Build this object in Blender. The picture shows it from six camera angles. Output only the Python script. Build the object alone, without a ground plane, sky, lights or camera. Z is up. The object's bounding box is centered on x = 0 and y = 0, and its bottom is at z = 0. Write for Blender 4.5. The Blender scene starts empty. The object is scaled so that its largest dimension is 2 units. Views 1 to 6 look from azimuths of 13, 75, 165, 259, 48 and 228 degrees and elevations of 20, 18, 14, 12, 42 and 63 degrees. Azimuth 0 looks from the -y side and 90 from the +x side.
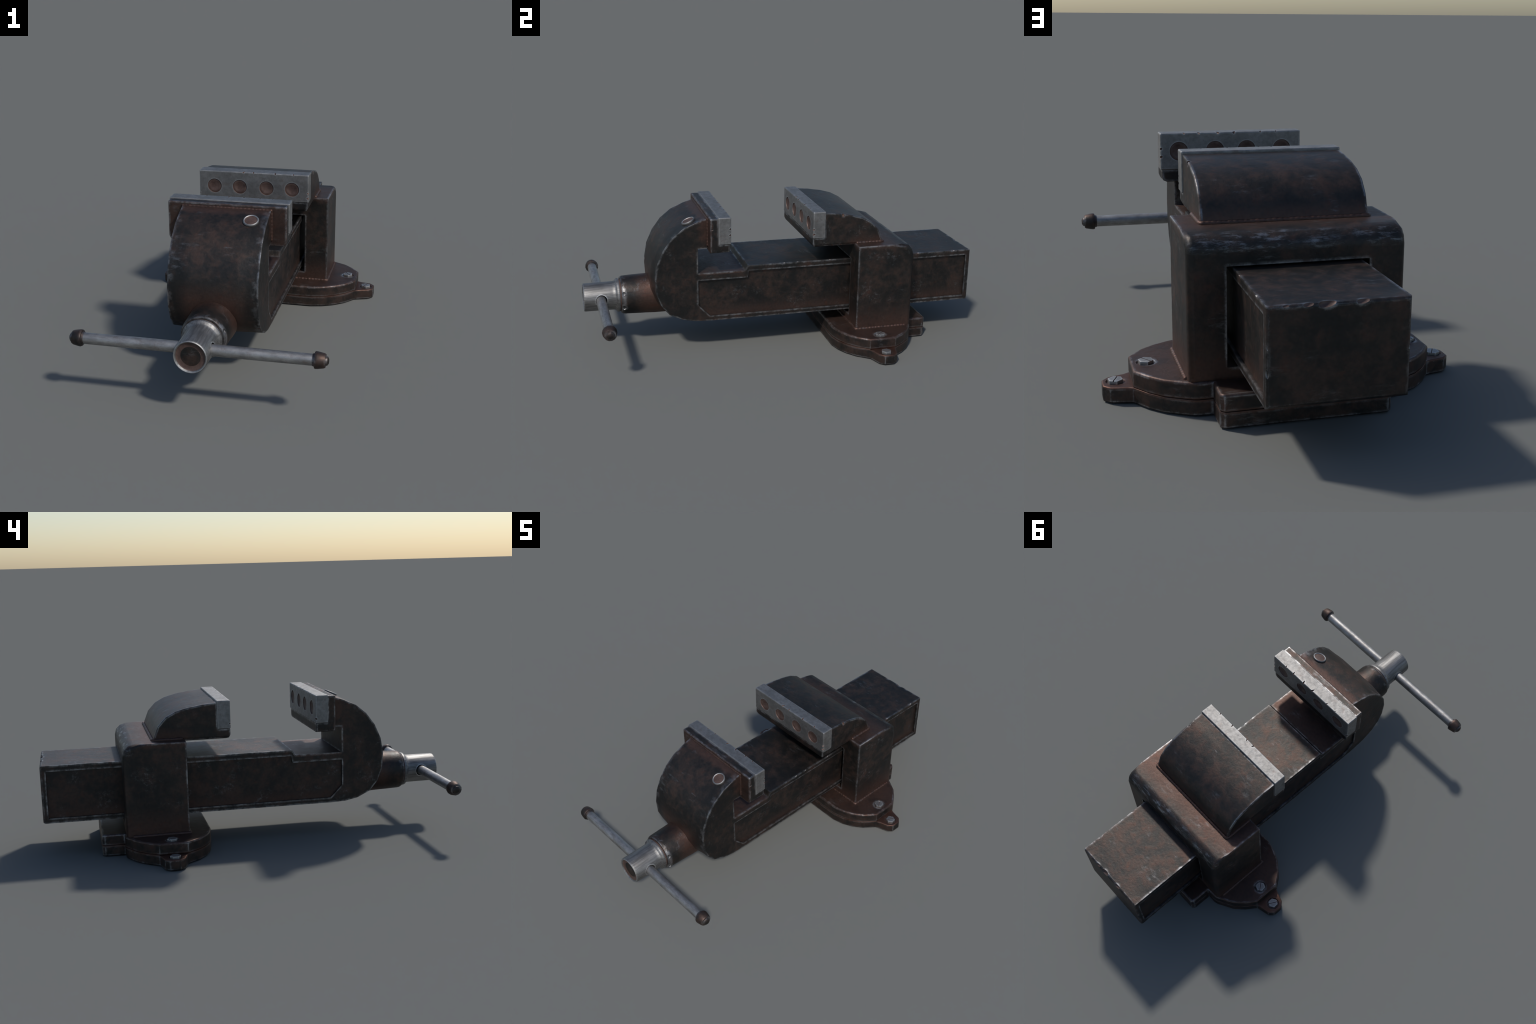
"""Old cast-iron bench vise: swivel base, housing, slide bar, two jaws, spindle and T-handle."""
import bpy, bmesh, math, random
from mathutils import Vector, Matrix, noise

random.seed(7)
SCENE = bpy.context.scene
ROOT_COLL = SCENE.collection


# ------------------------------------------------------------------ materials
def new_mat(name):
    m = bpy.data.materials.new(name)
    m.use_nodes = True
    nt = m.node_tree
    nt.nodes.clear()
    out = nt.nodes.new("ShaderNodeOutputMaterial")
    bsdf = nt.nodes.new("ShaderNodeBsdfPrincipled")
    nt.links.new(bsdf.outputs[0], out.inputs[0])
    return m, nt, bsdf


class G:
    """small helper to wire shader nodes"""
    def __init__(self, nt):
        self.nt = nt
        self.tc = nt.nodes.new("ShaderNodeTexCoord")

    def link(self, a, b):
        self.nt.links.new(a, b)

    def put(self, sock, v):
        if hasattr(v, "is_output"):
            self.link(v, sock)
        else:
            sock.default_value = v

    def noise(self, scale, detail=4.0, rough=0.55, stretch=(1, 1, 1), shift=(0, 0, 0), dist=0.0):
        mp = self.nt.nodes.new("ShaderNodeMapping")
        mp.inputs["Scale"].default_value = stretch
        mp.inputs["Location"].default_value = shift
        self.link(self.tc.outputs["Object"], mp.inputs["Vector"])
        n = self.nt.nodes.new("ShaderNodeTexNoise")
        n.inputs["Scale"].default_value = scale
        n.inputs["Detail"].default_value = detail
        n.inputs["Roughness"].default_value = rough
        n.inputs["Distortion"].default_value = dist
        self.link(mp.outputs[0], n.inputs["Vector"])
        return n.outputs["Fac"]

    def ramp(self, v, lo, hi, a=0.0, b=1.0):
        r = self.nt.nodes.new("ShaderNodeMapRange")
        r.interpolation_type = 'SMOOTHSTEP'
        r.inputs["From Min"].default_value = lo
        r.inputs["From Max"].default_value = hi
        r.inputs["To Min"].default_value = a
        r.inputs["To Max"].default_value = b
        self.put(r.inputs["Value"], v)
        return r.outputs["Result"]

    def math(self, op, a, b=0.0, clamp=False):
        n = self.nt.nodes.new("ShaderNodeMath")
        n.operation = op
        n.use_clamp = clamp
        self.put(n.inputs[0], a)
        self.put(n.inputs[1], b)
        return n.outputs[0]

    def mix(self, fac, a, b):
        n = self.nt.nodes.new("ShaderNodeMix")
        n.data_type = 'RGBA'
        self.put(n.inputs["Factor"], fac)
        self.put(n.inputs["A"], a if hasattr(a, "is_output") else (*a, 1.0))
        self.put(n.inputs["B"], b if hasattr(b, "is_output") else (*b, 1.0))
        return n.outputs["Result"]

    def axis(self, i):
        s = self.nt.nodes.new("ShaderNodeSeparateXYZ")
        self.link(self.tc.outputs["Object"], s.inputs[0])
        return s.outputs[i]

    def edge(self, radius):
        """0 on flat metal, 1 on an edge: how far the rounded normal leaves the true one"""
        bv = self.nt.nodes.new("ShaderNodeBevel")
        bv.samples = 8
        bv.inputs["Radius"].default_value = radius
        ge = self.nt.nodes.new("ShaderNodeNewGeometry")
        d = self.nt.nodes.new("ShaderNodeVectorMath")
        d.operation = 'DOT_PRODUCT'
        self.link(bv.outputs[0], d.inputs[0])
        self.link(ge.outputs["Normal"], d.inputs[1])
        return self.math('SUBTRACT', 1.0, d.outputs["Value"], True)

    def bump(self, h, strength, distance):
        b = self.nt.nodes.new("ShaderNodeBump")
        b.inputs["Strength"].default_value = strength
        b.inputs["Distance"].default_value = distance
        self.link(h, b.inputs["Height"])
        return b.outputs[0]


def zone(g, bounds, jitter=None):
    """soft box mask: bounds = [(axis, start, full, full_end, end)], axis 0-2, or 3 for |x|"""
    m = None
    for ax, a, b, c, d in bounds:
        v = g.math('ABSOLUTE', g.axis(0)) if ax == 3 else g.axis(ax)
        if jitter is not None:
            v = g.math('ADD', v, jitter)
        parts = []
        if a is not None:
            parts.append(g.ramp(v, a, b))
        if d is not None:
            parts.append(g.ramp(v, c, d, 1.0, 0.0))
        for p in parts:
            m = p if m is None else g.math('MULTIPLY', m, p)
    return m


def cast_iron(name, rust=0.5, wear=1.0, rust_zones=(), wear_zones=(), shift=0.0, seam=None):
    """blackened iron: dark scale, red-brown rust in clouds and joints, scuffs, edges rubbed to bare steel.
    rust_zones / wear_zones: boxes (see zone) where rust has settled or the paint is rubbed off."""
    m, nt, b = new_mat(name)
    g = G(nt)
    sh = (shift, shift * 0.7, -shift)
    big = g.noise(6.0, 6, 0.68, shift=sh)
    mid = g.noise(24.0, 6, 0.68, shift=sh, dist=0.3)
    fine = g.noise(85.0, 4, 0.6, shift=sh)
    dark = g.mix(g.ramp(big, 0.35, 0.65), (0.042, 0.041, 0.040), (0.061, 0.055, 0.050))
    amount = g.math('ADD', g.math('MULTIPLY', big, 0.5), g.math('MULTIPLY', mid, 0.5))
    cut = 0.60 - 0.22 * rust
    rusty = g.math('MULTIPLY', g.ramp(amount, cut - 0.08, cut + 0.18), 0.60)
    jit = g.math('MULTIPLY', g.math('SUBTRACT', amount, 0.5), 0.10)
    for bounds, strength in rust_zones:
        mask = zone(g, bounds, jit if all(abs(q[1] - q[2]) > 0.02 for q in bounds if q[1] is not None) else None)
        rusty = g.math('MAXIMUM', rusty, g.math('MULTIPLY', g.math('MULTIPLY', mask, g.ramp(amount, 0.30, 0.55, 0.55, 1.0)), strength))
    col = g.mix(rusty, dark, (0.112, 0.063, 0.049))
    red = g.math('MULTIPLY', g.ramp(g.noise(34.0, 6, 0.72, shift=(3 + shift, 1, 5)), 0.52, 0.70), 0.45)
    col = g.mix(g.math('MULTIPLY', red, g.ramp(rusty, 0.0, 0.7, 0.3, 1.0)), col, (0.135, 0.052, 0.035))
    col = g.mix(g.ramp(fine, 0.35, 0.75, 0.0, 0.22), col, (0.018, 0.017, 0.017))
    # scuffs: thin pale patches
    streak = g.ramp(g.noise(55.0, 6, 0.78, stretch=(0.28, 1.0, 1.2)), 0.48, 0.68)
    sc = g.math('MULTIPLY', g.ramp(g.noise(9.0, 3, 0.5, shift=(7 + shift, 2, 1)), 0.54, 0.70), streak)
    col = g.mix(g.math('MULTIPLY', sc, 0.45), col, (0.26, 0.26, 0.27))
    # edges rubbed bare, broken up by noise
    e = g.edge(0.017)
    broken = g.noise(26.0, 5, 0.7, shift=(1, 8, shift))
    long = g.noise(8.0, 4, 0.6, shift=(2 + shift, 5, 3))
    ew = g.math('MULTIPLY', g.ramp(g.math('MULTIPLY', e, g.ramp(broken, 0.3, 0.7, 0.3, 1.9)), 0.012, 0.065),
                g.math('MULTIPLY', g.ramp(broken, 0.38, 0.62, 0.2, 1.0), g.ramp(long, 0.34, 0.56, 0.30, 1.0)))
    ew = g.math('MULTIPLY', ew, wear, True)
    patch = g.ramp(g.noise(17.0, 6, 0.66, shift=(6, shift, 4)), 0.47, 0.64)
    for bounds, strength, kind in wear_zones:
        rub = g.math('MULTIPLY', zone(g, bounds), g.math('MULTIPLY', streak, g.ramp(long, 0.38, 0.60, 0.15, 1.0)) if kind == "streak" else patch)
        ew = g.math('MAXIMUM', ew, g.math('MULTIPLY', rub, strength))
    if seam:      # rust sits in the joint between the two plates instead of bare metal
        near = g.ramp(g.math('ABSOLUTE', g.math('SUBTRACT', g.axis(2), seam)), 0.003, 0.010, 1.0, 0.0)
        ew = g.math('MULTIPLY', ew, g.math('SUBTRACT', 1.0, g.math('MULTIPLY', near, 0.85)))
        col = g.mix(g.math('MULTIPLY', near, 0.8), col, (0.125, 0.062, 0.044))
    col = g.mix(g.math('MULTIPLY', ew, 0.85), col, (0.42, 0.42, 0.43))
    nt.links.new(col, b.inputs["Base Color"])
    g.put(b.inputs["Metallic"], g.math('ADD', g.math('MULTIPLY', rusty, -0.20), 0.92))
    rough = g.math('ADD', g.math('MULTIPLY', mid, 0.20), 0.42)
    rough = g.math('SUBTRACT', rough, g.math('MULTIPLY', ew, 0.12))
    g.put(b.inputs["Roughness"], rough)
    h = g.math('ADD', g.math('MULTIPLY', fine, 0.35), mid)
    g.link(g.bump(h, 0.35, 0.004), b.inputs["Normal"])
    return m


def bare_steel(name, tone=0.36, stain=0.4, stretch=(1, 1, 1), rough0=0.36, streaks=0.35):
    """worn bright steel: grey clouds, brown stains, paler rubbed edges, brushed grain"""
    m, nt, b = new_mat(name)
    g = G(nt)
    cloud = g.noise(14.0, 6, 0.65)
    grain = g.noise(60.0, 5, 0.65, stretch=stretch)
    col = g.mix(g.ramp(cloud, 0.32, 0.68), (tone * 0.76, tone * 0.74, tone * 0.72), (tone * 1.02, tone, tone * 0.98))
    col = g.mix(g.ramp(grain, 0.40, 0.66, 0.0, streaks), col, (tone * 0.42, tone * 0.41, tone * 0.40))
    st = g.ramp(g.noise(22.0, 6, 0.7, shift=(4, 2, 9)), 0.53, 0.72)
    col = g.mix(g.math('MULTIPLY', st, stain), col, (0.19, 0.125, 0.10))
    e = g.edge(0.012)
    brk = g.noise(30.0, 5, 0.7, shift=(9, 3, 2))
    ew = g.ramp(g.math('MULTIPLY', e, g.ramp(brk, 0.3, 0.7, 0.5, 1.7)), 0.02, 0.11)
    col = g.mix(g.math('MULTIPLY', ew, 0.75), col, (0.56, 0.56, 0.56))
    nt.links.new(col, b.inputs["Base Color"])
    b.inputs["Metallic"].default_value = 0.9
    g.put(b.inputs["Roughness"], g.math('ADD', g.math('MULTIPLY', g.math('ADD', cloud, grain), 0.13), rough0))
    g.link(g.bump(g.math('ADD', cloud, grain), 0.3, 0.003), b.inputs["Normal"])
    return m


def rust_stain(name):
    """brown rusted hollow"""
    m, nt, b = new_mat(name)
    g = G(nt)
    n = g.noise(30.0, 6, 0.65)
    col = g.mix(g.ramp(n, 0.35, 0.65), (0.078, 0.047, 0.039), (0.128, 0.082, 0.068))
    nt.links.new(col, b.inputs["Base Color"])
    b.inputs["Metallic"].default_value = 0.35
    b.inputs["Roughness"].default_value = 0.55
    g.link(g.bump(n, 0.3, 0.003), b.inputs["Normal"])
    return m


IRON = cast_iron("blackened_iron", rust=0.45)
IRON_BASE = cast_iron("rusty_base_iron", rust=0.7, wear=1.3, shift=2.3, seam=0.051,
                      rust_zones=[([(2, 0.088, 0.100, None, None)], 0.75)])
IRON_HOUSING = cast_iron("housing_iron", rust=0.4, shift=4.1,
                         rust_zones=[([(2, None, None, 0.11, 0.26)], 0.9), ([(2, 0.50, 0.535, None, None), (1, None, None, 0.50, 0.58)], 0.7)],
                         wear_zones=[([(1, 0.565, 0.60, None, None), (2, 0.475, 0.50, None, None)], 0.7, "streak")])
IRON_SLIDE = cast_iron("slide_iron", rust=0.42, wear=0.9, shift=6.7,
                       rust_zones=[([(2, 0.400, 0.408, 0.422, 0.432), (1, -0.454, -0.450, -0.24, -0.20)], 0.8),
                                   ([(1, None, None, -0.60, -0.56), (3, None, None, 0.09, 0.17), (2, None, None, 0.36, 0.46)], 0.85),
                                   ([(1, -0.47, -0.43, -0.40, -0.39), (2, 0.56, 0.60, None, None)], 0.8)],
                       wear_zones=[([(3, 0.158, 0.182, 0.190, 0.1945), (1, None, None, -0.43, -0.41)], 0.28, "patch")])
IRON_PANEL = cast_iron("panel_iron", rust=0.5, wear=0.0, shift=5.5, rust_zones=[([(2, None, None, 0.19, 0.26)], 0.7)])
IRON_KNOB = cast_iron("knob_iron", rust=0.45, wear=0.6, shift=8.1)
IRON_JAW = cast_iron("jaw_iron", rust=0.4, shift=9.2,
                     rust_zones=[([(2, None, None, 0.545, 0.60), (1, 0.27, 0.33, None, None)], 0.85),
                                 ([(1, None, None, -0.402, -0.392)], 0.75)])
IRON_BOSS = cast_iron("boss_iron", rust=0.4, wear=0.8, shift=3.3, rust_zones=[([(1, -0.78, -0.68, None, None)], 0.8)],
                      wear_zones=[([(1, None, None, -0.803, -0.785)], 0.5, "patch")])
STEEL = bare_steel("worn_steel", 0.30, 0.40, rough0=0.44)
STEEL_SPINDLE = bare_steel("brushed_spindle_steel", 0.28, 0.15, stretch=(1.5, 0.10, 1.5), rough0=0.40, streaks=0.75)
STEEL_ROD = bare_steel("rod_steel", 0.40, 0.40, stretch=(0.35, 1.2, 1.2), rough0=0.40, streaks=0.5)
STEEL_BOLT = bare_steel("bolt_steel", 0.36, 0.1, rough0=0.42)
STEEL_DULL = bare_steel("dull_ring_steel", 0.19, 0.6, rough0=0.46)
RUST = rust_stain("rusted_hollow")
WELD = cast_iron("weld_iron", rust=1.1, wear=0.0, shift=1.2, rust_zones=[([(2, -1.0, -0.9, None, None)], 0.9)])


# ------------------------------------------------------------------ geometry helpers
def obj_from_bm(bm, name, mats, parent=None):
    bmesh.ops.recalc_face_normals(bm, faces=bm.faces)
    me = bpy.data.meshes.new(name)
    bm.to_mesh(me)
    bm.free()
    for mt in mats:
        me.materials.append(mt)
    ob = bpy.data.objects.new(name, me)
    ROOT_COLL.objects.link(ob)
    if parent:
        ob.parent = parent
    return ob


def prism(outline, axis, lo, hi):
    """extrude a 2-D outline along an axis; outline is (y,z) for x, (x,z) for y, (x,y) for z"""
    bm = bmesh.new()

    def co(p, t):
        return {0: (t, p[0], p[1]), 1: (p[0], t, p[1]), 2: (p[0], p[1], t)}[axis]
    a = [bm.verts.new(co(p, lo)) for p in outline]
    b = [bm.verts.new(co(p, hi)) for p in outline]
    n = len(outline)
    bm.faces.new(a)
    bm.faces.new(b[::-1])
    for i in range(n):
        bm.faces.new((a[i], b[i], b[(i + 1) % n], a[(i + 1) % n]))
    bmesh.ops.recalc_face_normals(bm, faces=bm.faces)
    return bm


def bevel(bm, width, test, segs=3):
    """round the edges whose end points both satisfy test(edge)"""
    edges = [e for e in bm.edges if test(e)]
    bmesh.ops.bevel(bm, geom=edges, offset=width, segments=segs, profile=0.5,
                    affect='EDGES', clamp_overlap=True)


def sharp(e, deg=35):
    return len(e.link_faces) == 2 and e.calc_face_angle(0) > math.radians(deg)


def both(e, f):
    return all(f(v.co) for v in e.verts)


def box(x0, x1, y0, y1, z0, z1):
    return prism([(x0, y0), (x1, y0), (x1, y1), (x0, y1)], 2, z0, z1)


def lathe(profile, axis, centre, segs=40):
    """revolve (t, radius) about an axis through centre"""
    bm = bmesh.new()
    rings = []
    for t, r in profile:
        if r < 1e-6:
            p = Vector((0, 0, 0))
            p[axis] = t
            rings.append([bm.verts.new(p + Vector(centre))])
            continue
        ring = []
        for i in range(segs):
            a = 2 * math.pi * i / segs
            p = Vector((0, 0, 0))
            p[axis] = t
            p[(axis + 1) % 3] = r * math.cos(a)
            p[(axis + 2) % 3] = r * math.sin(a)
            ring.append(bm.verts.new(p + Vector(centre)))
        rings.append(ring)
    for A, B in zip(rings, rings[1:]):
        for i in range(segs):
            j = (i + 1) % segs
            if len(A) == 1:
                bm.faces.new((A[0], B[i], B[j]))
            elif len(B) == 1:
                bm.faces.new((A[i], B[0], A[j]))
            else:
                bm.faces.new((A[i], B[i], B[j], A[j]))
    bmesh.ops.recalc_face_normals(bm, faces=bm.faces)
    return bm


def cutter(bm, slot=1):
    for f in bm.faces:
        f.material_index = slot
    return obj_from_bm(bm, "cutter", [IRON, RUST])


def ellipsoid(centre, radii, rot=(0, 0, 0), sub=3):
    bm = bmesh.new()
    bmesh.ops.create_icosphere(bm, subdivisions=sub, radius=1.0)
    mat = Matrix.Translation(centre)
    from mathutils import Euler
    mat = mat @ Euler(rot).to_matrix().to_4x4() @ Matrix.Diagonal((*radii, 1))
    bmesh.ops.transform(bm, matrix=mat, verts=bm.verts)
    return bm


def carve(ob, cutters, op='DIFFERENCE'):
    for c in cutters:
        md = ob.modifiers.new("cut", 'BOOLEAN')
        md.operation = op
        md.solver = 'EXACT'
        md.object = c
        md.material_mode = 'INDEX'
    bake(ob)
    bmc = bmesh.new()
    bmc.from_mesh(ob.data)
    bmesh.ops.remove_doubles(bmc, verts=bmc.verts, dist=1e-6)
    bmesh.ops.recalc_face_normals(bmc, faces=bmc.faces)
    bmc.to_mesh(ob.data)
    bmc.free()
    for c in cutters:
        me = c.data
        bpy.data.objects.remove(c)
        bpy.data.meshes.remove(me)


def bake(ob):
    bpy.context.view_layer.update()
    dg = bpy.context.evaluated_depsgraph_get()
    me = bpy.data.meshes.new_from_object(ob.evaluated_get(dg))
    old = ob.data
    me.name = old.name
    ob.modifiers.clear()
    ob.data = me
    bpy.data.meshes.remove(old)


def finish(ob, angle=32, weighted=True):
    ob.data.shade_smooth()
    ob.data.set_sharp_from_angle(angle=math.radians(angle))
    if weighted:
        md = ob.modifiers.new("normals", 'WEIGHTED_NORMAL')
        md.keep_sharp = True
        md.weight = 60
        bake(ob)
    return ob


# ------------------------------------------------------------------ the vise
vise = bpy.data.objects.new("bench_vise", None)
ROOT_COLL.objects.link(vise)
vise["label"] = "old rusty black cast iron bench vise with steel jaws"
vise["category"] = "bench vise"

# sizes (metres in the scaled frame)
BAR_X = 0.195          # half width of slide bar and movable jaw
BAR_Z0, BAR_Z1 = 0.164, 0.4395
BAR_END = 1.0
STEP_Y, STEP_Z = -0.206, 0.415
THROAT_Y = -0.453
JAW_X, PLATE_X = 0.262, 0.267
HOUSE_X, HOUSE_Y0, HOUSE_Y1, HOUSE_Z = 0.3300, 0.328, 0.6235, 0.5385
SPINDLE = (0.0, 0.0, 0.266)


def mirrored(half):
    """half outline at x >= 0, front to back -> closed outline"""
    return half + [(-x, y) for x, y in reversed(half)]


# ---- swivel base: two stacked plates, the lower one with bolt ears
rim_front = [(0.268, 0.221), (0.328, 0.235), (0.379, 0.259), (0.429, 0.297), (0.474, 0.355)]
rim_back = [(0.474, 0.487), (0.438, 0.538), (0.396, 0.580), (0.346, 0.609), (0.318, 0.624), (0.300, 0.6285), (0.258, 0.6285)]
tab = [(0.258, 0.722), (0.245, 0.735)]
ear = [(0.492, 0.362), (0.541, 0.378), (0.5615, 0.401), (0.562, 0.424), (0.5615, 0.449), (0.541, 0.471), (0.492, 0.482)]

bm = prism(mirrored(rim_front + ear + rim_back + tab), 2, 0.0, 0.0505)
bevel(bm, 0.006, lambda e: both(e, lambda c: c.z < 0.001), 3)
bevel(bm, 0.005, lambda e: both(e, lambda c: c.z > 0.05 and abs(c.x) > 0.47), 3)
bevel(bm, 0.0035, lambda e: sharp(e, 60) and both(e, lambda c: c.z > 0.05), 2)
base = obj_from_bm(bm, "base_plate", [IRON_BASE, RUST], vise)
BOLTS = [(0.521, 0.421, 0.0505), (-0.521, 0.421, 0.0505), (0.427, 0.422, 0.1045), (-0.427, 0.422, 0.1045)]


def counterbore(x, y, z):
    return cutter(lathe([(-0.005, 0.0), (-0.005, 0.027), (0.0, 0.0305), (0.02, 0.0305), (0.02, 0.0)], 2, (x, y, z), 28), 0)


carve(base, [counterbore(*p) for p in BOLTS[:2]])
finish(base)

bm = prism(mirrored(rim_front + rim_back + tab), 2, 0.0515, 0.1045)
bevel(bm, 0.0075, lambda e: both(e, lambda c: c.z > 0.104), 3)
bevel(bm, 0.0035, lambda e: sharp(e, 60) and both(e, lambda c: c.z < 0.052), 2)
swivel = obj_from_bm(bm, "swivel_plate", [IRON_BASE, RUST], vise)
carve(swivel, [counterbore(*p) for p in BOLTS[2:]])
finish(swivel)

# ---- slotted hex bolts
bm = bmesh.new()
bmesh.ops.create_cone(bm, cap_ends=True, segments=6, radius1=0.0245, radius2=0.0245, depth=0.03)
bevel(bm, 0.0028, lambda e: both(e, lambda c: c.z > 0.014), 2)
proto = obj_from_bm(bm, "bolt", [STEEL_BOLT, RUST])
carve(proto, [cutter(box(-0.03, 0.03, -0.0018, 0.0018, 0.0115, 0.03), 1)])
finish(proto, 30)
for i, (x, y, z) in enumerate(BOLTS):
    b = proto if i == 0 else proto.copy()
    if i:
        ROOT_COLL.objects.link(b)
    b.parent = base if i < 2 else swivel
    b.location = (x, y, z - 0.006)
    b.rotation_euler[2] = math.radians((68, 62, 128, 130)[i])

# ---- housing: block with rounded back and a square tunnel for the slide bar
bm = box(-HOUSE_X, HOUSE_X, HOUSE_Y0, HOUSE_Y1, 0.093, HOUSE_Z)
bevel(bm, 0.056, lambda e: both(e, lambda c: c.y > 0.6 and c.z > 0.5), 3)
bevel(bm, 0.022, lambda e: both(e, lambda c: c.y > 0.52 and abs(c.x) > 0.329) and sharp(e, 60), 3)
bevel(bm, 0.016, lambda e: sharp(e, 60) and both(e, lambda c: c.z > 0.5 and abs(c.x) > 0.329), 3)
bevel(bm, 0.009, lambda e: sharp(e, 60) and both(e, lambda c: c.z > 0.10 or c.y < 0.335) and not both(e, lambda c: c.z < 0.1), 3)
housing = obj_from_bm(bm, "housing", [IRON_HOUSING, RUST], vise)
tb = box(-0.215, 0.215, 0.2, 0.7, 0.142, 0.4455)
carve(housing, [cutter(tb, 0)])
finish(housing)

# ---- slide bar and movable jaw: one casting, modelled as one body and split at the throat
front = [(-0.400, 0.694), (-0.464, 0.6725), (-0.525, 0.6455), (-0.578, 0.602), (-0.621, 0.5445), (-0.6525, 0.474),
         (-0.6655, 0.398), (-0.660, 0.322), (-0.636, 0.258), (-0.597, 0.211), (-0.533, 0.180), (-0.470, 0.167), (-0.400, BAR_Z0)]
back = [(BAR_END, BAR_Z0), (BAR_END, BAR_Z1), (STEP_Y + 0.004, BAR_Z1), (STEP_Y - 0.012, STEP_Z),
        (THROAT_Y, STEP_Z), (THROAT_Y, 0.543), (-0.375, 0.543), (-0.375, 0.694)]
bm = prism(front + back, 0, -BAR_X, BAR_X)
SPLIT_Y = THROAT_Y + 0.004
bmesh.ops.bisect_plane(bm, geom=bm.verts[:] + bm.edges[:] + bm.faces[:], plane_co=(0, SPLIT_Y, 0), plane_no=(0, 1, 0))
bevel(bm, 0.024, lambda e: sharp(e, 60) and both(e, lambda c: c.y < -0.399 and not (abs(c.y - THROAT_Y) < 0.006 and c.z > 0.3)), 4)


def swell(v):
    """the jaw's front fills out around the spindle boss and fades to its corners"""
    keys = [(0.160, 0.0), (0.175, 0.006), (0.215, 0.012), (0.270, 0.015), (0.340, 0.014), (0.420, 0.013), (0.500, 0.012), (0.560, 0.008), (0.620, 0.0), (0.70, 0.0)]
    z = min(max(v.z, 0.1601), 0.6999)
    t = min(1.0, max(0.0, (0.180 - abs(v.x)) / 0.085))
    for (a, p), (b, q) in zip(keys, keys[1:]):
        if a <= z <= b:
            return (p + (q - p) * (z - a) / (b - a)) * t * t * (3 - 2 * t)


for xs in (-0.150, -0.125, -0.095, 0.095, 0.125, 0.150):
    bmesh.ops.bisect_plane(bm, geom=bm.verts[:] + bm.edges[:] + bm.faces[:], plane_co=(xs, 0, 0), plane_no=(1, 0, 0))
for v in bm.verts:
    if v.co.y < -0.457 and not (v.co.y > -0.46 and v.co.z > 0.3):
        v.co.y -= swell(v.co)
bevel(bm, 0.010, lambda e: sharp(e, 60) and both(e, lambda c: c.y > 0.99), 3)
bevel(bm, 0.0075, lambda e: sharp(e, 60) and both(e, lambda c: c.y > -0.401 or (abs(c.y - THROAT_Y) < 0.006 and c.z > 0.3))
      and not (both(e, lambda c: c.z > 0.5)), 3)
casting = obj_from_bm(bm, "casting", [IRON_SLIDE, RUST])
panel = [(-0.394, 0.189), (0.974, 0.187), (0.974, 0.411), (-0.198, 0.411), (-0.203, 0.377), (THROAT_Y, 0.378), (THROAT_Y, 0.250)]
cuts = []
for s in (-1, 1):
    pb = prism(panel, 0, s * (BAR_X - 0.022), s * (BAR_X + 0.02))
    cuts.append(cutter(pb, 0))
# chips knocked out of the rear top edge and along the front edge of the jaw
for x, r in ((0.141, 0.016), (0.082, 0.020), (0.033, 0.029), (-0.063, 0.023), (-0.115, 0.008)):
    cuts.append(cutter(ellipsoid((x, BAR_END + 0.001, BAR_Z1 + 0.002), (r, r * 0.5, r * 0.5), (0, 0.25, 0.1))))
for sx, z, r in ((1, 0.33, 0.012), (1, 0.26, 0.016), (1, 0.21, 0.009), (-1, 0.39, 0.010), (-1, 0.30, 0.014), (-1, 0.19, 0.010)):
    cuts.append(cutter(ellipsoid((sx * BAR_X, BAR_END, z), (r * 0.5, r * 0.45, r), (0.2, 0.15, 0)), 0))
for y, z, r in ((-0.600, 0.588, 0.012), (-0.634, 0.535, 0.009), (-0.617, 0.235, 0.010)):
    cuts.append(cutter(ellipsoid((BAR_X - 0.006, y - 0.006, z), (r, r * 0.8, r * 0.6), (0.7, 0.2, 0.4))))
for y, r in ((0.90, 0.008), (0.70, 0.007), (0.05, 0.007), (-0.02, 0.009), (0.22, 0.006)):
    cuts.append(cutter(ellipsoid((BAR_X + 0.001, y, BAR_Z1 + 0.001), (r * 0.7, r * 1.4, r * 0.7), (0.2, 0.3, 0.1)), 0))
carve(casting, cuts)
bm = bmesh.new()
bm.from_mesh(casting.data)
bmesh.ops.triangulate(bm, faces=[f for f in bm.faces if len(f.verts) > 4])
bm.to_mesh(casting.data)
bm.free()
finish(casting, 34)


def split_casting(src, plane_y):
    """hand out the faces before and behind y = plane_y, each with the whole body's normals"""
    me = src.data
    nrm = [Vector(n.vector) for n in me.corner_normals]
    halves = {}
    for side in (-1, 1):
        faces, custom, slots, index = [], [], [], {}
        for p in me.polygons:
            if (p.center.y - plane_y) * side <= 0:
                continue
            faces.append([index.setdefault(v, len(index)) for v in p.vertices])
            custom += [nrm[k] for k in p.loop_indices]
            slots.append(p.material_index)
        mh = bpy.data.meshes.new("half")
        mh.from_pydata([me.vertices[v].co for v in index], [], faces)
        mh.shade_smooth()
        mh.polygons.foreach_set("material_index", slots)
        mh.normals_split_custom_set(custom)
        halves[side] = mh
    return halves


halves = split_casting(casting, SPLIT_Y)
for side, nm, mt in ((1, "slide_bar", IRON_SLIDE), (-1, "movable_jaw", IRON_SLIDE)):
    me = halves[side]
    me.name = nm
    me.materials.append(mt)
    me.materials.append(RUST)
    ob = bpy.data.objects.new(nm, me)
    ROOT_COLL.objects.link(ob)
    ob.parent = vise
    if nm == "movable_jaw":
        movable = ob
    else:
        slide = ob
old = casting.data
bpy.data.objects.remove(casting)
bpy.data.meshes.remove(old)

for s in (-1, 1):
    pb = prism(panel, 0, s * (BAR_X - 0.03), s * (BAR_X - 0.011))
    finish(obj_from_bm(pb, "side_panel", [IRON_PANEL], slide), 30, False)

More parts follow.
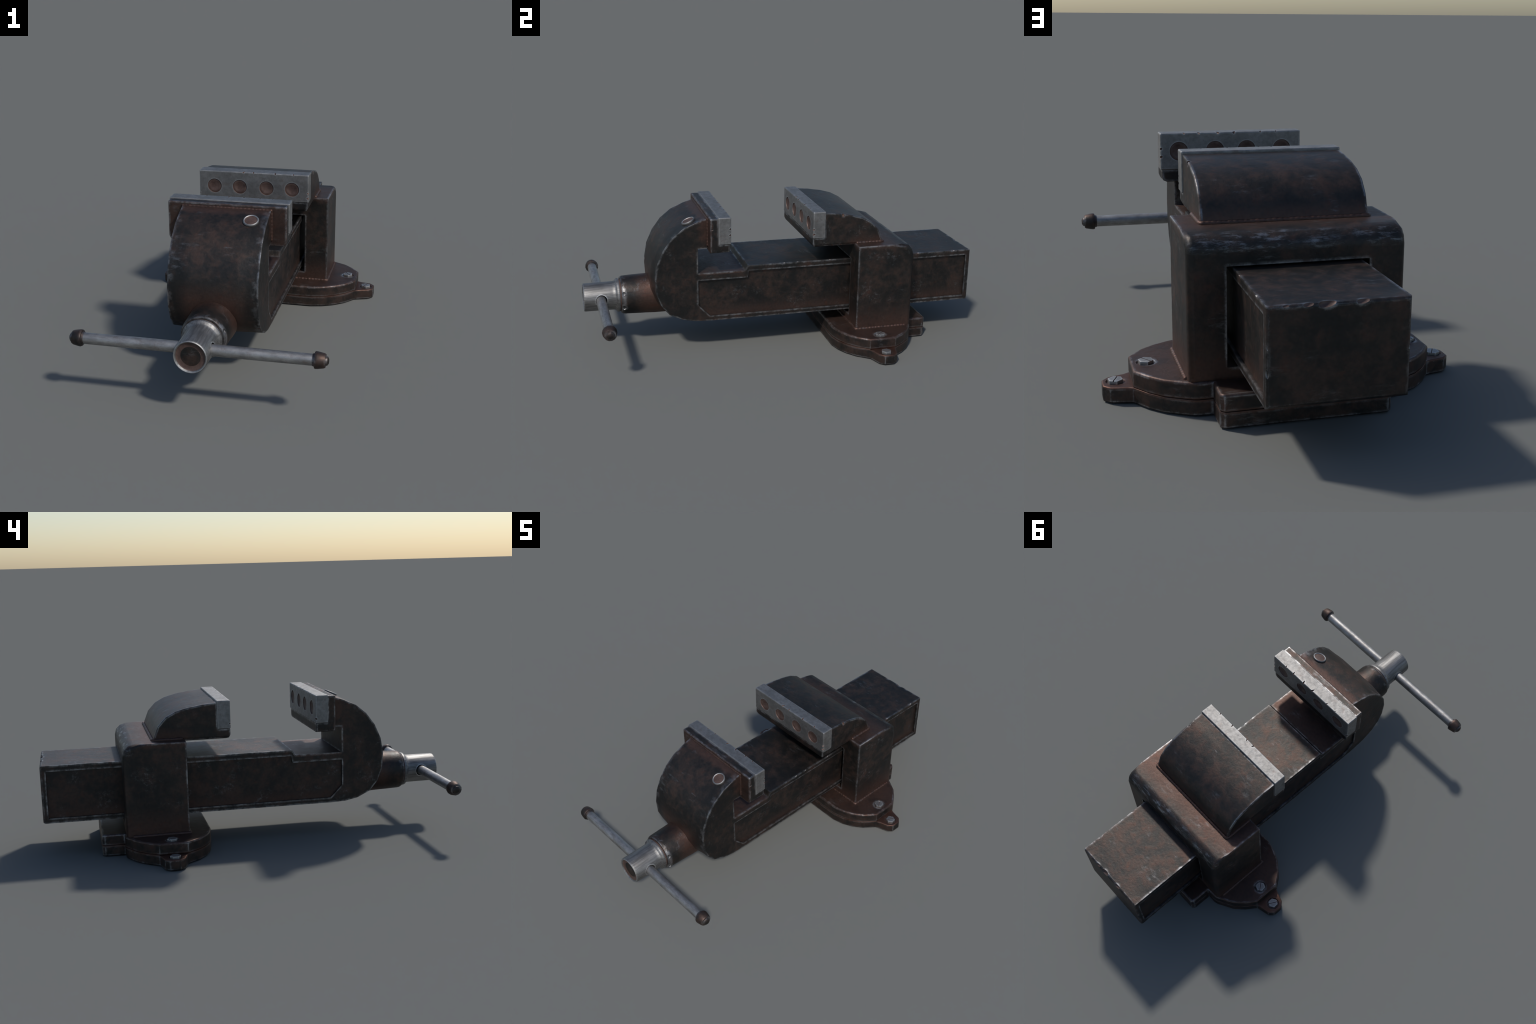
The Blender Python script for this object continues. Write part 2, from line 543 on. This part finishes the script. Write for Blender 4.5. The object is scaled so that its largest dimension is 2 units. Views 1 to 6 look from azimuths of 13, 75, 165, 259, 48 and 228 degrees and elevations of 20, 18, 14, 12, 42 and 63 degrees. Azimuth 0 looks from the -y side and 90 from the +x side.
# ---- jaw block that carries the movable plate: upright with a lip below the plate
lip = [(-0.404, 0.5315), (-0.307, 0.5315), (-0.307, 0.576), (-0.364, 0.576), (-0.364, 0.7065), (-0.404, 0.7065)]
bm = prism(lip, 0, -JAW_X, JAW_X)
bevel(bm, 0.018, lambda e: both(e, lambda c: c.z < 0.54 and abs(c.x) > 0.25) and abs(e.verts[0].co.y - e.verts[1].co.y) > 0.02, 2)
bevel(bm, 0.0045, lambda e: sharp(e, 60) and not both(e, lambda c: abs(c.z - 0.576) < 0.001 or abs(c.y + 0.364) < 0.001), 3)
carrier = obj_from_bm(bm, "jaw_block", [IRON_JAW, RUST], movable)
carve(carrier, [cutter(ellipsoid((JAW_X + 0.001, y, z), (0.005, 0.012, 0.004)), 0) for y, z in ((-0.400, 0.652), (-0.33, 0.5335))]
      + [cutter(ellipsoid((x, -0.405, 0.7085), (w, 0.006, 0.004)), 0) for x, w in ((0.03, 0.018), (0.17, 0.012), (-0.12, 0.025))])
finish(carrier)

# ---- fixed jaw: arched block on top of the housing
arch = [(0.110, 0.5285), (0.110, 0.576), (0.170, 0.576), (0.170, 0.702), (0.236, 0.697), (0.306, 0.686), (0.365, 0.670),
        (0.413, 0.645), (0.450, 0.605), (0.471, 0.553), (0.476, 0.528)]
bm = prism(arch, 0, -JAW_X, JAW_X)
bevel(bm, 0.018, lambda e: both(e, lambda c: c.z < 0.54 and abs(c.x) > 0.25 and c.y < 0.46) or
      (both(e, lambda c: c.z < 0.54 and abs(c.x) > 0.25) and abs(e.verts[0].co.y - e.verts[1].co.y) > 0.2), 2)
bevel(bm, 0.012, lambda e: sharp(e, 60) and both(e, lambda c: c.z > 0.54 and c.y > 0.1705), 4)
bevel(bm, 0.0035, lambda e: sharp(e, 60) and both(e, lambda c: c.y < 0.13 and c.z < 0.56), 2)
fixed = obj_from_bm(bm, "fixed_jaw", [IRON_JAW, RUST], vise)
carve(fixed, [cutter(ellipsoid((JAW_X, y, z), (0.010, 0.007, 0.012), (0, 0.5, 0))) for y, z in
              ((0.262, 0.690), (0.21, 0.531), (0.255, 0.531))]
      + [cutter(ellipsoid((-JAW_X, y, 0.531), (0.008, 0.006, 0.009)), 0) for y in (0.16, 0.185, 0.205)])
finish(fixed)


# ---- hardened jaw plates with four dished screw holes and nicked top edges
def jaw_plate(name, y_face, y_back, z0, z1, holes, nicks, end_nicks, parent):
    lo, hi = min(y_face, y_back), max(y_face, y_back)
    out = 1 if y_face > y_back else -1
    bm = box(-PLATE_X, PLATE_X, lo, hi, z0, z1)
    bevel(bm, 0.0045, lambda e: True, 3)
    ob = obj_from_bm(bm, name, [STEEL, RUST], parent)
    cuts = []
    r, d = 0.0345, 0.0075
    R = (r * r + d * d) / (2 * d)
    for x, z in holes:
        prof = [(-d, 0.0)]
        for k in range(1, 7):
            rr = (r - 0.0012) * k / 6
            prof.append((-d + R - math.sqrt(R * R - rr * rr) if k < 6 else -0.004, rr))
        prof += [(-0.0005, r), (0.02, r + 0.004), (0.02, 0.0)]
        prof = [(t * out, q) for t, q in prof]
        cuts.append(cutter(lathe(prof, 1, (x, y_face, z), 32)))
    for x, s in nicks:
        cuts.append(cutter(ellipsoid((x, y_face, z1), (0.0032 * s, 0.012 * s, 0.0050 * s), (0, 0.3, 0.35 * (1 if x > 0 else -1.2)))))
    for z, s, sx in end_nicks:
        cuts.append(cutter(ellipsoid((sx * PLATE_X, y_face, z), (0.008 * s, 0.010 * s, 0.0045 * s), (0.3, 0.2, 0))))
    carve(ob, cuts)
    finish(ob)
    return ob


jaw_plate("jaw_plate", 0.1085, 0.1725, 0.577, 0.7115,
          [(-0.192, 0.638), (-0.068, 0.638), (0.063, 0.638), (0.187, 0.638)],
          [(-0.049, 1.3), (0.001, 1.1), (0.107, 1.2), (0.195, 1.0)], [(0.622, 1.0, 1), (0.598, 1.2, 1), (0.60, 0.8, -1)], fixed)
jaw_plate("jaw_plate", -0.3030, -0.3655, 0.577, 0.7115,
          [(-0.194, 0.645), (-0.058, 0.645), (0.062, 0.645), (0.198, 0.645)],
          [(0.178, 1.0), (0.123, 1.2), (0.051, 1.4), (-0.008, 1.5), (-0.11, 1.0), (-0.17, 0.8)],
          [(0.655, 1.0, 1), (0.625, 1.1, 1), (0.60, 1.0, -1)], movable)

# ---- raised ring with a hollow on the back of the movable jaw
ring_c = Vector((0.126, -0.487, 0.6655))
nrm = Vector((0, -0.40, 0.92)).normalized()
bm = lathe([(-0.012, 0.0), (-0.012, 0.029), (0.002, 0.0315), (0.0055, 0.0295), (0.0062, 0.0272), (0.0042, 0.0248),
            (0.0025, 0.0235), (0.0036, 0.014), (0.0042, 0.0)], 2, (0, 0, 0), 32)
for f in bm.faces:
    if max((v.co.x ** 2 + v.co.y ** 2) ** 0.5 for v in f.verts) < 0.0249:
        f.material_index = 1
bmesh.ops.transform(bm, matrix=Matrix.Translation(ring_c) @ Vector((0, 0, 1)).rotation_difference(nrm).to_matrix().to_4x4() @ Matrix.Scale(1.1, 4),
                    verts=bm.verts)
finish(obj_from_bm(bm, "pin_ring", [STEEL_DULL, RUST], movable), 50, False)

# ---- boss, spindle head and T-handle
bm = lathe([(-0.560, 0.0), (-0.560, 0.102), (-0.650, 0.102), (-0.668, 0.101), (-0.690, 0.100), (-0.730, 0.099), (-0.798, 0.0965),
            (-0.808, 0.0950), (-0.815, 0.0905), (-0.816, 0.085), (-0.816, 0.0)], 1, SPINDLE, 40)
boss = obj_from_bm(bm, "spindle_boss", [IRON_BOSS, RUST], movable)
chips = []
for a, s in ((20, 1.3), (100, .8), (155, 1.2), (335, 1.5), (245, 1.0)):
    ca, sa = math.cos(math.radians(a)), math.sin(math.radians(a))
    chips.append(cutter(ellipsoid((0.098 * ca, -0.813, 0.266 + 0.098 * sa), (0.0055 * s, 0.014 * s, 0.010 * s), (0.2, -math.radians(a), 0.3)), 0))
carve(boss, chips)
finish(boss, 40, False)

bm = lathe([(-0.800, 0.0), (-0.800, 0.0815), (-0.8225, 0.0815), (-0.824, 0.0842), (-0.830, 0.0850), (-0.836, 0.0830), (-0.840, 0.0765), (-0.846, 0.0722),
            (-0.860, 0.0715), (-0.992, 0.0705), (-0.9975, 0.0690), (-1.0000, 0.0660), (-0.9985, 0.0625), (-0.994, 0.0600),
            (-0.9915, 0.0555), (-0.9900, 0.047), (-0.9900, 0.041), (-0.9920, 0.0)], 1, SPINDLE, 40)
for f in bm.faces:
    if f.calc_center_median().y < -0.97 and max((v.co.x ** 2 + (v.co.z - 0.266) ** 2) ** 0.5 for v in f.verts) < 0.0601:
        f.material_index = 1
    if f.calc_center_median().y < -0.97 and max((v.co.x ** 2 + (v.co.z - 0.266) ** 2) ** 0.5 for v in f.verts) < 0.042:
        f.material_index = 2
    if all(-0.8230 < v.co.y for v in f.verts):
        f.material_index = 1
spindle = obj_from_bm(bm, "spindle_head", [STEEL_SPINDLE, RUST, IRON_PANEL], vise)
carve(spindle, [cutter(lathe([(-0.2, 0), (-0.2, 0.0285), (0.2, 0.0285), (0.2, 0)], 0, (0, -0.9145, 0.266), 28), 0)])
finish(spindle, 40, False)

rod_c = (0.0, -0.917, 0.2655)
bm = lathe([(-0.495, 0.0), (-0.495, 0.0235), (-0.25, 0.0242), (0.25, 0.0242), (0.495, 0.0235), (0.495, 0.0)], 0, rod_c, 20)
rod = obj_from_bm(bm, "handle_rod", [STEEL_ROD], spindle)
finish(rod, 40, False)
bm = lathe([(0.466, 0.0), (0.466, 0.0250), (0.4735, 0.0265), (0.4745, 0.0330), (0.4785, 0.0350), (0.487, 0.0345), (0.511, 0.0300),
            (0.5165, 0.0265), (0.5175, 0.0195), (0.524, 0.0175), (0.5285, 0.0100), (0.529, 0.0)], 0, (0, 0, 0), 14)
knob = obj_from_bm(bm, "handle_knob", [IRON_KNOB], spindle)
finish(knob, 30, False)
knob.location = rod_c
k2 = knob.copy()
ROOT_COLL.objects.link(k2)
k2.rotation_euler = (0.3, 0, math.pi)


# ---- weld beads where the castings meet: a rippled cord along each joint
def weld(path, parent, radius=0.0075, step=0.0035, pitch=0.017, seed=0):
    rnd = random.Random(seed)
    pts = []
    for a, b in zip(path, path[1:]):
        a, b = Vector(a), Vector(b)
        n = max(2, int((b - a).length / step))
        pts += [a.lerp(b, i / n) for i in range(n)]
    pts.append(Vector(path[-1]))
    bm = bmesh.new()
    rings = []
    ph = rnd.random() * 6
    for i, p in enumerate(pts):
        t = (pts[min(i + 1, len(pts) - 1)] - pts[max(i - 1, 0)]).normalized()
        u = t.orthogonal().normalized() if abs(t.z) > 0.9 else t.cross(Vector((0, 0, 1))).normalized()
        w = t.cross(u)
        ph += step / pitch * 2 * math.pi * (0.8 + 0.4 * rnd.random())
        r = radius * (0.86 + 0.16 * abs(math.sin(ph / 2)) + 0.14 * noise.noise(p * 40))
        if i in (0, len(pts) - 1):
            r *= 0.5
        rings.append([bm.verts.new(p + (u * math.cos(k * math.pi / 4) + w * math.sin(k * math.pi / 4)) * r) for k in range(8)])
    for A, B in zip(rings, rings[1:]):
        for k in range(8):
            bm.faces.new((A[k], A[(k + 1) % 8], B[(k + 1) % 8], B[k]))
    bm.faces.new(rings[0])
    bm.faces.new(rings[-1][::-1])
    ob = obj_from_bm(bm, "weld_bead", [WELD], parent)
    finish(ob, 60, False)
    return ob


hx, y0, y1 = HOUSE_X + 0.001, HOUSE_Y0 - 0.001, HOUSE_Y1 - 0.03
weld([(hx, y1, 0.1045), (hx, y0, 0.1045), (-hx, y0, 0.1045), (-hx, y1, 0.1045)], swivel, 0.0090, seed=1)
jx = JAW_X + 0.0005
weld([(jx, 0.335, 0.5400), (jx, 0.470, 0.5400), (jx - 0.006, 0.477, 0.5400), (-jx + 0.006, 0.477, 0.5400), (-jx, 0.470, 0.5400), (-jx, 0.335, 0.5400)],
     fixed, 0.0085, seed=2)
weld([(BAR_X + 0.001, -0.405, 0.555), (BAR_X + 0.001, -0.405, 0.690), (-BAR_X - 0.001, -0.405, 0.690), (-BAR_X - 0.001, -0.405, 0.555)],
     movable, 0.0070, seed=3)
